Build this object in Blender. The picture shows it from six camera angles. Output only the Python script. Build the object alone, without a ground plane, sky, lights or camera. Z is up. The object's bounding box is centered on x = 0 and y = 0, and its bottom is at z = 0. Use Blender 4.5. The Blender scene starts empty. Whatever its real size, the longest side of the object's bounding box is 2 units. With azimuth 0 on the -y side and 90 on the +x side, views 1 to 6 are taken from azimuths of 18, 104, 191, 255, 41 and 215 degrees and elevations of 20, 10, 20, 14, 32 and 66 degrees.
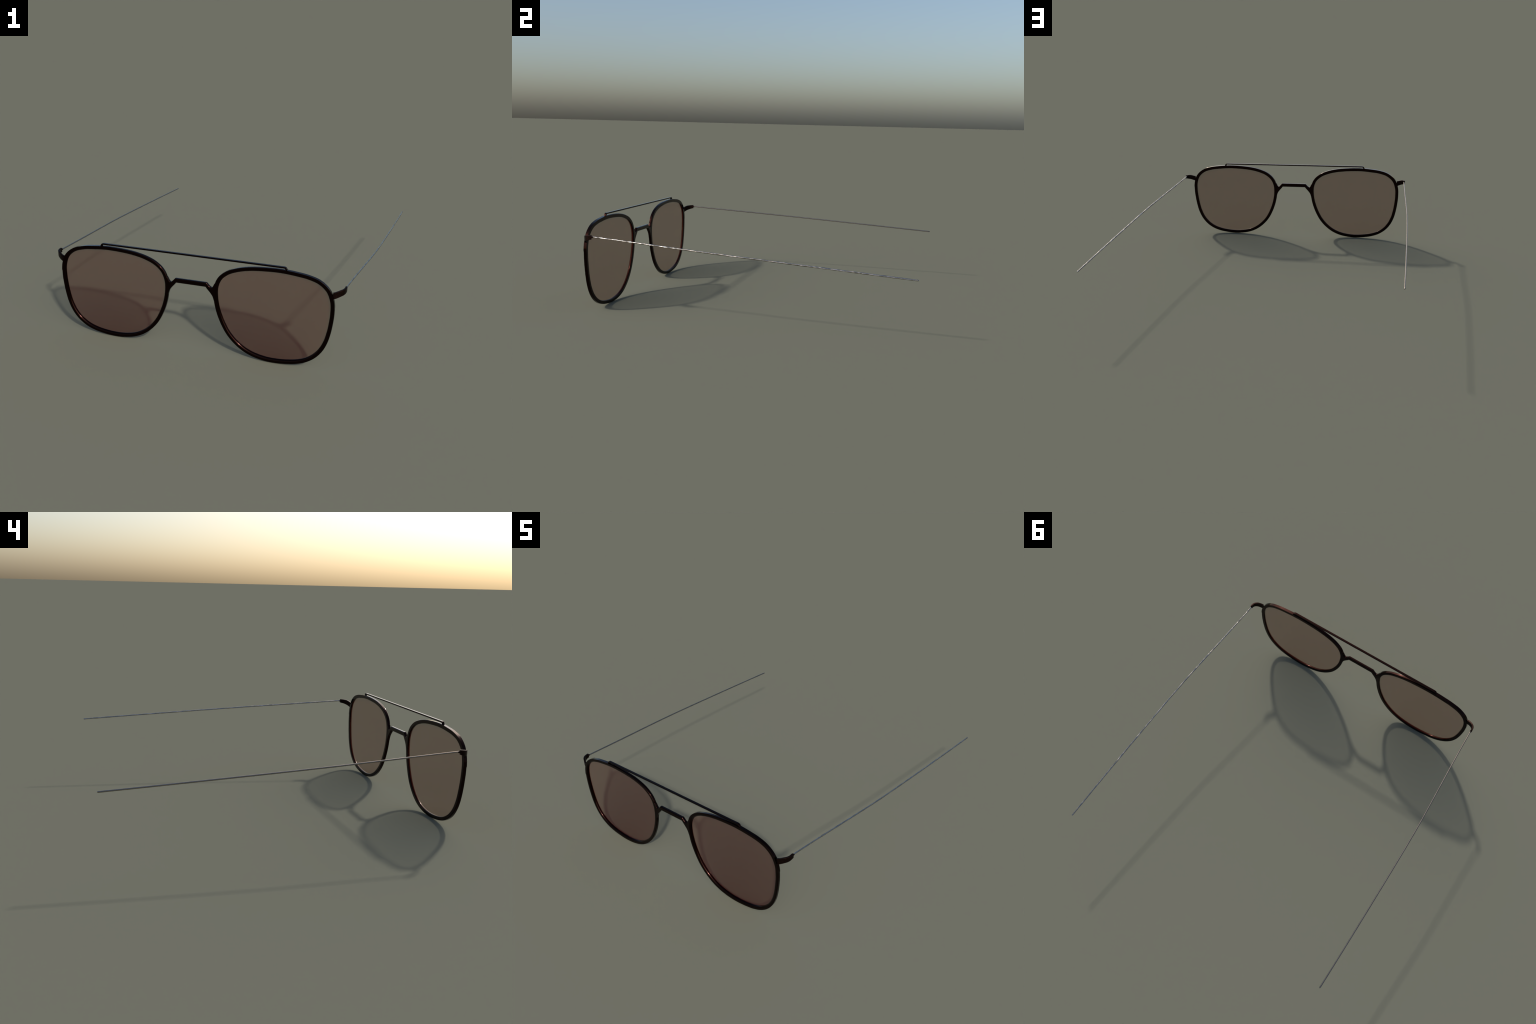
"""Thin wire-framed sunglasses: two square rims with tinted lenses, a keyhole bridge,
a straight brow bar, two curved end pieces and two long slim temples."""
import bpy, bmesh, math, random
from mathutils import Vector

random.seed(7)

# ------------------------------------------------------------------ sizes (metres)
FRONT_Y = -0.990          # middle plane of the flat front
RIM_HALF_WIDTH = 0.0121   # half the rim's face width
RIM_INWARD = 0.0012       # the face lies a little inside the traced centre line
RIM_HALF_DEPTH = 0.0100   # half the rim's depth, front to back
EYE_CENTRE = (0.480, 0.300)
# distance of the rim's centre line from the eye centre, every 10 degrees,
# counted from the temple side over the brow to the nose
EYE_RADII = [0.3483, 0.3588, 0.3719, 0.3759, 0.36, 0.3302, 0.3026, 0.2846, 0.2739, 0.2689, 0.2704, 0.2790, 0.2936, 0.3135, 0.3359, 0.3501, 0.3473, 0.3338, 0.3204, 0.3097, 0.3026, 0.2992, 0.2962, 0.2939, 0.2922, 0.2897, 0.2879, 0.2888, 0.2928, 0.3012, 0.3148, 0.3294, 0.3399, 0.3445, 0.3446, 0.3441]
# stretch of the rim (degrees) between the hinge and the brow bar with crisp outer edges
CRISP_FROM, CRISP_TO = 15.0, 73.0


# ------------------------------------------------------------------ materials
def new_material(name):
    mat = bpy.data.materials.new(name)
    mat.use_nodes = True
    nodes, links = mat.node_tree.nodes, mat.node_tree.links
    return mat, nodes, links, nodes["Principled BSDF"]


def lacquered_metal():
    """Very dark, warm brown-black lacquer over metal."""
    mat, nodes, links, bsdf = new_material("brown_black_lacquer")
    coord = nodes.new("ShaderNodeTexCoord")
    noise = nodes.new("ShaderNodeTexNoise")
    noise.inputs["Scale"].default_value = 35.0
    noise.inputs["Detail"].default_value = 3.0
    ramp = nodes.new("ShaderNodeValToRGB")
    ramp.color_ramp.elements[0].position = 0.3
    ramp.color_ramp.elements[0].color = (0.0160, 0.0070, 0.0060, 1)
    ramp.color_ramp.elements[1].position = 0.7
    ramp.color_ramp.elements[1].color = (0.0190, 0.0085, 0.0073, 1)
    links.new(coord.outputs["Object"], noise.inputs["Vector"])
    links.new(noise.outputs["Fac"], ramp.inputs["Fac"])
    links.new(ramp.outputs["Color"], bsdf.inputs["Base Color"])
    bsdf.inputs["Metallic"].default_value = 1.0
    bsdf.inputs["Roughness"].default_value = 0.14
    return mat


def hinge_metal():
    """Matt black, finely pitted casting."""
    mat, nodes, links, bsdf = new_material("pitted_black_metal")
    coord = nodes.new("ShaderNodeTexCoord")
    noise = nodes.new("ShaderNodeTexNoise")
    noise.inputs["Scale"].default_value = 160.0
    noise.inputs["Detail"].default_value = 4.0
    ramp = nodes.new("ShaderNodeValToRGB")
    ramp.color_ramp.elements[0].position = 0.35
    ramp.color_ramp.elements[0].color = (0.010, 0.006, 0.005, 1)
    ramp.color_ramp.elements[1].position = 0.70
    ramp.color_ramp.elements[1].color = (0.026, 0.012, 0.010, 1)
    bump = nodes.new("ShaderNodeBump")
    bump.inputs["Strength"].default_value = 0.5
    bump.inputs["Distance"].default_value = 0.0015
    links.new(coord.outputs["Object"], noise.inputs["Vector"])
    links.new(noise.outputs["Fac"], ramp.inputs["Fac"])
    links.new(ramp.outputs["Color"], bsdf.inputs["Base Color"])
    links.new(noise.outputs["Fac"], bump.inputs["Height"])
    links.new(bump.outputs["Normal"], bsdf.inputs["Normal"])
    bsdf.inputs["Metallic"].default_value = 1.0
    bsdf.inputs["Roughness"].default_value = 0.48
    return mat


def temple_metal(name, dents, dark, light):
    """Grey steel wire; dents make its glints uneven."""
    mat, nodes, links, bsdf = new_material(name)
    coord = nodes.new("ShaderNodeTexCoord")
    stretch = nodes.new("ShaderNodeMapping")
    stretch.inputs["Scale"].default_value = (1.0, 0.28, 1.0)
    noise = nodes.new("ShaderNodeTexNoise")
    noise.inputs["Scale"].default_value = 55.0
    noise.inputs["Detail"].default_value = 2.0
    ramp = nodes.new("ShaderNodeValToRGB")
    ramp.color_ramp.elements[0].position = 0.3
    ramp.color_ramp.elements[0].color = dark
    ramp.color_ramp.elements[1].position = 0.7
    ramp.color_ramp.elements[1].color = light
    bump = nodes.new("ShaderNodeBump")
    bump.inputs["Strength"].default_value = 0.8
    bump.inputs["Distance"].default_value = dents
    links.new(coord.outputs["Object"], stretch.inputs["Vector"])
    links.new(stretch.outputs["Vector"], noise.inputs["Vector"])
    links.new(noise.outputs["Fac"], ramp.inputs["Fac"])
    links.new(ramp.outputs["Color"], bsdf.inputs["Base Color"])
    links.new(noise.outputs["Fac"], bump.inputs["Height"])
    links.new(bump.outputs["Normal"], bsdf.inputs["Normal"])
    bsdf.inputs["Metallic"].default_value = 1.0
    bsdf.inputs["Roughness"].default_value = 0.20
    return mat


def tinted_glass():
    """Brown coating on the lens: see-through, with a warm body colour and a sheen."""
    mat, nodes, links, bsdf = new_material("brown_lens_coating")
    bsdf.inputs["Base Color"].default_value = (0.072, 0.0055, 0.0020, 1)
    bsdf.inputs["Roughness"].default_value = 0.12
    bsdf.inputs["IOR"].default_value = 1.50
    glow = nodes.new("ShaderNodeBsdfTranslucent")
    glow.inputs["Color"].default_value = (0.072, 0.0055, 0.0020, 1)
    body = nodes.new("ShaderNodeMixShader")
    body.inputs["Fac"].default_value = 0.35
    links.new(bsdf.outputs["BSDF"], body.inputs[1])
    links.new(glow.outputs["BSDF"], body.inputs[2])
    clear = nodes.new("ShaderNodeBsdfTransparent")
    mix = nodes.new("ShaderNodeMixShader")
    mix.inputs["Fac"].default_value = 0.57
    links.new(clear.outputs["BSDF"], mix.inputs[1])
    links.new(body.outputs["Shader"], mix.inputs[2])
    links.new(mix.outputs["Shader"], nodes["Material Output"].inputs["Surface"])
    return mat


def clear_glass():
    """Clear, reflection-free inner face of the lens."""
    mat, nodes, links, bsdf = new_material("clear_lens_back")
    nodes.remove(bsdf)
    clear = nodes.new("ShaderNodeBsdfTransparent")
    clear.inputs["Color"].default_value = (1.0, 0.985, 0.93, 1)
    links.new(clear.outputs["BSDF"], nodes["Material Output"].inputs["Surface"])
    return mat


CLEAR = clear_glass()
LACQUER, HINGE, GLASS = lacquered_metal(), hinge_metal(), tinted_glass()
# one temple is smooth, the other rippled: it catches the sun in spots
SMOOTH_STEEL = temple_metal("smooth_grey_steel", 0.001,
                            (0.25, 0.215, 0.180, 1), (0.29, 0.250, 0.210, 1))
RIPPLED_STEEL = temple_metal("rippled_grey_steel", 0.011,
                             (0.30, 0.280, 0.26, 1), (0.42, 0.395, 0.37, 1))  # same steel lightened to carry the brighter sky reflection and sun glints here


# ------------------------------------------------------------------ mesh helpers
def make_object(name, verts, faces, material, parent, smooth_angle=40.0, weighted=False):
    mesh = bpy.data.meshes.new(name)
    mesh.from_pydata([tuple(v) for v in verts], [], faces)
    bm = bmesh.new()
    bm.from_mesh(mesh)
    bmesh.ops.recalc_face_normals(bm, faces=bm.faces)
    limit = math.radians(smooth_angle)
    for face in bm.faces:
        face.smooth = True
    for edge in bm.edges:
        edge.smooth = edge.calc_face_angle(0.0) < limit
    bm.to_mesh(mesh)
    bm.free()
    mesh.materials.append(material)
    obj = bpy.data.objects.new(name, mesh)
    bpy.context.collection.objects.link(obj)
    obj.parent = parent
    if weighted:
        mod = obj.modifiers.new("flat_faces_flat", "WEIGHTED_NORMAL")
        mod.keep_sharp = True
    return obj


def loft(rings, closed_path):
    """Skin a list of equal-length rings; caps are added to an open path."""
    count = len(rings[0])
    verts = [v for ring in rings for v in ring]
    faces = []
    spans = len(rings) if closed_path else len(rings) - 1
    for i in range(spans):
        a, b = i * count, ((i + 1) % len(rings)) * count
        for k in range(count):
            n = (k + 1) % count
            faces.append((a + k, a + n, b + n, b + k))
    if not closed_path:
        faces.append(tuple(range(count))[::-1])
        last = (len(rings) - 1) * count
        faces.append(tuple(range(last, last + count)))
    return verts, faces


def rounded_rectangle(half_u, half_v, radii, segments=5):
    """Corner order: (+u,+v), (-u,+v), (-u,-v), (+u,-v)."""
    points = []
    signs = [(1, 1), (-1, 1), (-1, -1), (1, -1)]
    for corner, ((su, sv), r) in enumerate(zip(signs, radii)):
        cu, cv = su * (half_u - r), sv * (half_v - r)
        for s in range(segments + 1):
            a = math.radians(90 * corner + 90 * s / segments)
            points.append((cu + r * math.cos(a), cv + r * math.sin(a)))
    return points


def periodic_spline(values, t):
    """Cubic through evenly spaced periodic values; t in 0..len(values)."""
    n = len(values)
    i = int(math.floor(t))
    f = t - i
    p0, p1, p2, p3 = (values[(i + k) % n] for k in (-1, 0, 1, 2))
    return 0.5 * (2 * p1 + (p2 - p0) * f + (2 * p0 - 5 * p1 + 4 * p2 - p3) * f * f
                  + (3 * p1 - p0 - 3 * p2 + p3) * f ** 3)


def open_spline(points, samples):
    """Catmull-Rom through open control points (tuples of any length)."""
    out = []
    n = len(points)
    for i in range(n - 1):
        p = [points[max(0, i - 1)], points[i], points[i + 1], points[min(n - 1, i + 2)]]
        for s in range(samples):
            f = s / samples
            out.append(tuple(
                0.5 * (2 * b + (c - a) * f + (2 * a - 5 * b + 4 * c - d) * f * f
                       + (3 * b - a - 3 * c + d) * f ** 3)
                for a, b, c, d in zip(*p)))
    out.append(tuple(points[-1]))
    return out


# ------------------------------------------------------------------ eye shape
def eye_point(degrees):
    r = periodic_spline(EYE_RADII, (degrees % 360.0) / 10.0)
    a = math.radians(degrees)
    return EYE_CENTRE[0] + r * math.cos(a), EYE_CENTRE[1] + r * math.sin(a)


def eye_normal(degrees):
    x0, z0 = eye_point(degrees - 1.5)
    x1, z1 = eye_point(degrees + 1.5)
    dx, dz = x1 - x0, z1 - z0
    length = math.hypot(dx, dz)
    return dz / length, -dx / length


def build_rim(side, parent):
    rings = []
    steps = 360
    for i in range(steps):
        deg = i * 360.0 / steps
        x, z = eye_point(deg)
        nx, nz = eye_normal(deg)
        crisp = CRISP_FROM <= deg <= CRISP_TO
        outer = 0.0008 if crisp else 0.0045
        inner_front, inner_back = 0.0105, 0.0045
        section = rounded_rectangle(RIM_HALF_WIDTH, RIM_HALF_DEPTH,
                                    (outer, inner_back, inner_front, outer))
        rings.append([Vector((side * (x + nx * (u - RIM_INWARD)), FRONT_Y + v,
                              z + nz * (u - RIM_INWARD))) for u, v in section])
    verts, faces = loft(rings, True)
    return make_object("rim", verts, faces, LACQUER, parent, 35.0, True)


def build_lens(side, parent):
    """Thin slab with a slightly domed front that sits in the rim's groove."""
    steps, loops = 144, 8
    rim_points = []
    for i in range(steps):
        deg = i * 360.0 / steps
        x, z = eye_point(deg)
        nx, nz = eye_normal(deg)
        rim_points.append((x - nx * 0.008, z - nz * 0.008))
    verts, faces = [], []
    front_y, back_y = FRONT_Y + 0.0044, FRONT_Y + 0.0078   # set towards the back of the rim
    for face_y in (front_y, back_y):
        base = len(verts)
        verts.append((side * EYE_CENTRE[0], face_y, EYE_CENTRE[1]))
        for k in range(1, loops + 1):
            f = k / loops
            for x, z in rim_points:
                px = EYE_CENTRE[0] + (x - EYE_CENTRE[0]) * f
                pz = EYE_CENTRE[1] + (z - EYE_CENTRE[1]) * f
                verts.append((side * px, face_y, pz))
        for i in range(steps):
            n = (i + 1) % steps
            faces.append((base, base + 1 + i, base + 1 + n))
            for k in range(loops - 1):
                a, b = base + 1 + k * steps, base + 1 + (k + 1) * steps
                faces.append((a + i, b + i, b + n, a + n))
    front = 1 + (loops - 1) * steps
    back = front + 1 + loops * steps
    for i in range(steps):
        n = (i + 1) % steps
        faces.append((front + i, back + i, back + n, front + n))
    lens = make_object("lens", verts, faces, GLASS, parent, 30.0)
    lens.data.materials.append(CLEAR)
    for polygon in lens.data.polygons:
        polygon.material_index = 0 if polygon.normal.y < -0.5 else 1
    return lens


def build_bridge(parent):
    """Flat keyhole bridge: straight saddle, sloping legs that flare into both rims."""
    # upper edge (x, z) and lower edge (x, z) of the plate, from the middle to the rim
    rungs = [(0.0000, 0.4400, 0.0000, 0.4127), (0.0930, 0.4400, 0.0890, 0.4127),
             (0.0965, 0.4398, 0.0915, 0.4122), (0.0985, 0.4382, 0.0935, 0.4102)]
    rungs += open_spline([(0.1045, 0.4318, 0.0985, 0.4035), (0.1130, 0.4225, 0.1070, 0.3940),
                          (0.1205, 0.4165, 0.1165, 0.3835), (0.1275, 0.4145, 0.1275, 0.3700),
                          (0.1335, 0.4180, 0.1350, 0.3570), (0.1395, 0.4280, 0.1405, 0.3410),
                          (0.1455, 0.4400, 0.1465, 0.3230), (0.1520, 0.4450, 0.1530, 0.3150)], 4)
    rungs = [(-a, b, -c, d) for a, b, c, d in reversed(rungs[1:])] + rungs
    half_depth = RIM_HALF_DEPTH - 0.0005
    rings = []
    for ux, uz, lx, lz in rungs:
        middle = Vector(((ux + lx) / 2, 0.0, (uz + lz) / 2))
        up = Vector(((ux - lx) / 2, 0.0, (uz - lz) / 2))
        half = up.length
        up.normalize()
        section = rounded_rectangle(half, half_depth, (0.0052,) * 4)
        rings.append([middle + up * u + Vector((0.0, FRONT_Y + v, 0.0)) for u, v in section])
    verts, faces = loft(rings, False)
    return make_object("bridge", verts, faces, LACQUER, parent, 35.0, True)


def build_brow_bar(parent):
    """Slim straight bar across the brow whose ends turn down onto the rims."""
    half = [(0.5690, 0.5750), (0.5640, 0.5858), (0.5605, 0.5902), (0.5545, 0.5921)]
    path = [(-x, z) for x, z in half] + [(x, z) for x, z in reversed(half)]
    rings = []
    for i, (x, z) in enumerate(path):
        xa, za = path[max(0, i - 1)]
        xb, zb = path[min(len(path) - 1, i + 1)]
        t = Vector((xb - xa, zb - za)).normalized()
        n = Vector((-t.y, t.x))
        section = rounded_rectangle(0.0046, 0.0070, (0.0012,) * 4, 3)
        rings.append([Vector((x + n.x * u, FRONT_Y + v, z + n.y * u)) for u, v in section])
    verts, faces = loft(rings, False)
    return make_object("brow_bar", verts, faces, LACQUER, parent, 35.0, True)


def build_end_piece(side, parent):
    """Curved strip from the rim round to the temple, tapering in height."""
    spine = open_spline([  # x, y, z, height
        (0.8300, -0.9880, 0.4630, 0.0385), (0.8420, -0.9860, 0.4665, 0.0380),
        (0.8560, -0.9800, 0.4722, 0.0368), (0.8700, -0.9710, 0.4780, 0.0352),
        (0.8810, -0.9600, 0.4815, 0.0330), (0.8870, -0.9470, 0.4848, 0.0306),
        (0.8890, -0.9330, 0.4877, 0.0284), (0.8885, -0.9225, 0.4892, 0.0268)], 4)
    rings = []
    for i, (x, y, z, height) in enumerate(spine):
        a, b = spine[max(0, i - 1)], spine[min(len(spine) - 1, i + 1)]
        t = Vector((b[0] - a[0], b[1] - a[1])).normalized()
        n = Vector((t.y, -t.x))
        section = rounded_rectangle(0.0055, height / 2, (0.0018,) * 4, 3)
        rings.append([Vector((side * (x + n.x * u), y + n.y * u, z + v)) for u, v in section])
    verts, faces = loft(rings, False)
    piece = make_object("end_piece", verts, faces, HINGE, parent, 40.0, True)
    # small socket that grips the temple wire
    tube_rings = []
    for y, r in ((-0.9260, 0.0056), (-0.9140, 0.0056), (-0.9105, 0.0044)):
        x = 0.8885 + (y + 0.9225) * -0.06
        tube_rings.append([Vector((side * (x + r * math.cos(a)), y, 0.4900 + r * math.sin(a)))
                           for a in (2 * math.pi * k / 12 for k in range(12))])
    verts, faces = loft(tube_rings, False)
    make_object("socket", verts, faces, HINGE, piece, 40.0)
    return piece


def build_temple(side, parent):
    """Long slim wire, bowed outwards and dropping gently towards the ear."""
    path = open_spline([
        (0.8868, -0.9150, 0.4915), (0.8982, -0.7020, 0.4797), (0.9112, -0.5000, 0.4685),
        (0.9225, -0.3250, 0.4588), (0.9312, -0.1700, 0.4502), (0.9372, 0.0000, 0.4408),
        (0.9420, 0.1900, 0.4302), (0.9460, 0.4000, 0.4185), (0.9498, 0.6300, 0.4056),
        (0.9522, 0.8300, 0.3943), (0.9535, 0.9930, 0.3853)], 12)
    rings = []
    sides = 12
    for i, p in enumerate(path):
        a, b = path[max(0, i - 1)], path[min(len(path) - 1, i + 1)]
        t = (Vector(b) - Vector(a)).normalized()
        across = t.cross(Vector((0, 0, 1))).normalized()
        up = across.cross(t)
        r = 0.0045 + random.uniform(-1, 1) * (0.0005 if side > 0 else 0.0001)
        rings.append([Vector(p) + across * (r * math.cos(w)) + up * (r * math.sin(w))
                      for w in (2 * math.pi * k / sides for k in range(sides))])
    end, t = Vector(path[-1]), (Vector(path[-1]) - Vector(path[-2])).normalized()
    across = t.cross(Vector((0, 0, 1))).normalized()
    up = across.cross(t)
    for reach, r in ((0.0035, 0.0040), (0.0060, 0.0028), (0.0070, 0.0012)):
        rings.append([end + t * reach + across * (r * math.cos(w)) + up * (r * math.sin(w))
                      for w in (2 * math.pi * k / sides for k in range(sides))])
    rings = [[Vector((side * v.x, v.y, v.z)) for v in ring] for ring in rings]
    verts, faces = loft(rings, False)
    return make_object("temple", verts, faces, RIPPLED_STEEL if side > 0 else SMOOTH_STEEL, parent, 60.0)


# ------------------------------------------------------------------ assembly
glasses = bpy.data.objects.new("sunglasses", None)
glasses.empty_display_size = 0.1
glasses.location = (0.0, 0.0, 0.0)
bpy.context.collection.objects.link(glasses)
glasses["label"] = "slim brown-black double-bridge sunglasses with brown tinted lenses and wire temples"
glasses["category"] = "sunglasses"

for side in (-1, 1):
    rim = build_rim(side, glasses)
    build_lens(side, rim)
    build_end_piece(side, glasses)
    build_temple(side, glasses)
build_bridge(glasses)
build_brow_bar(glasses)
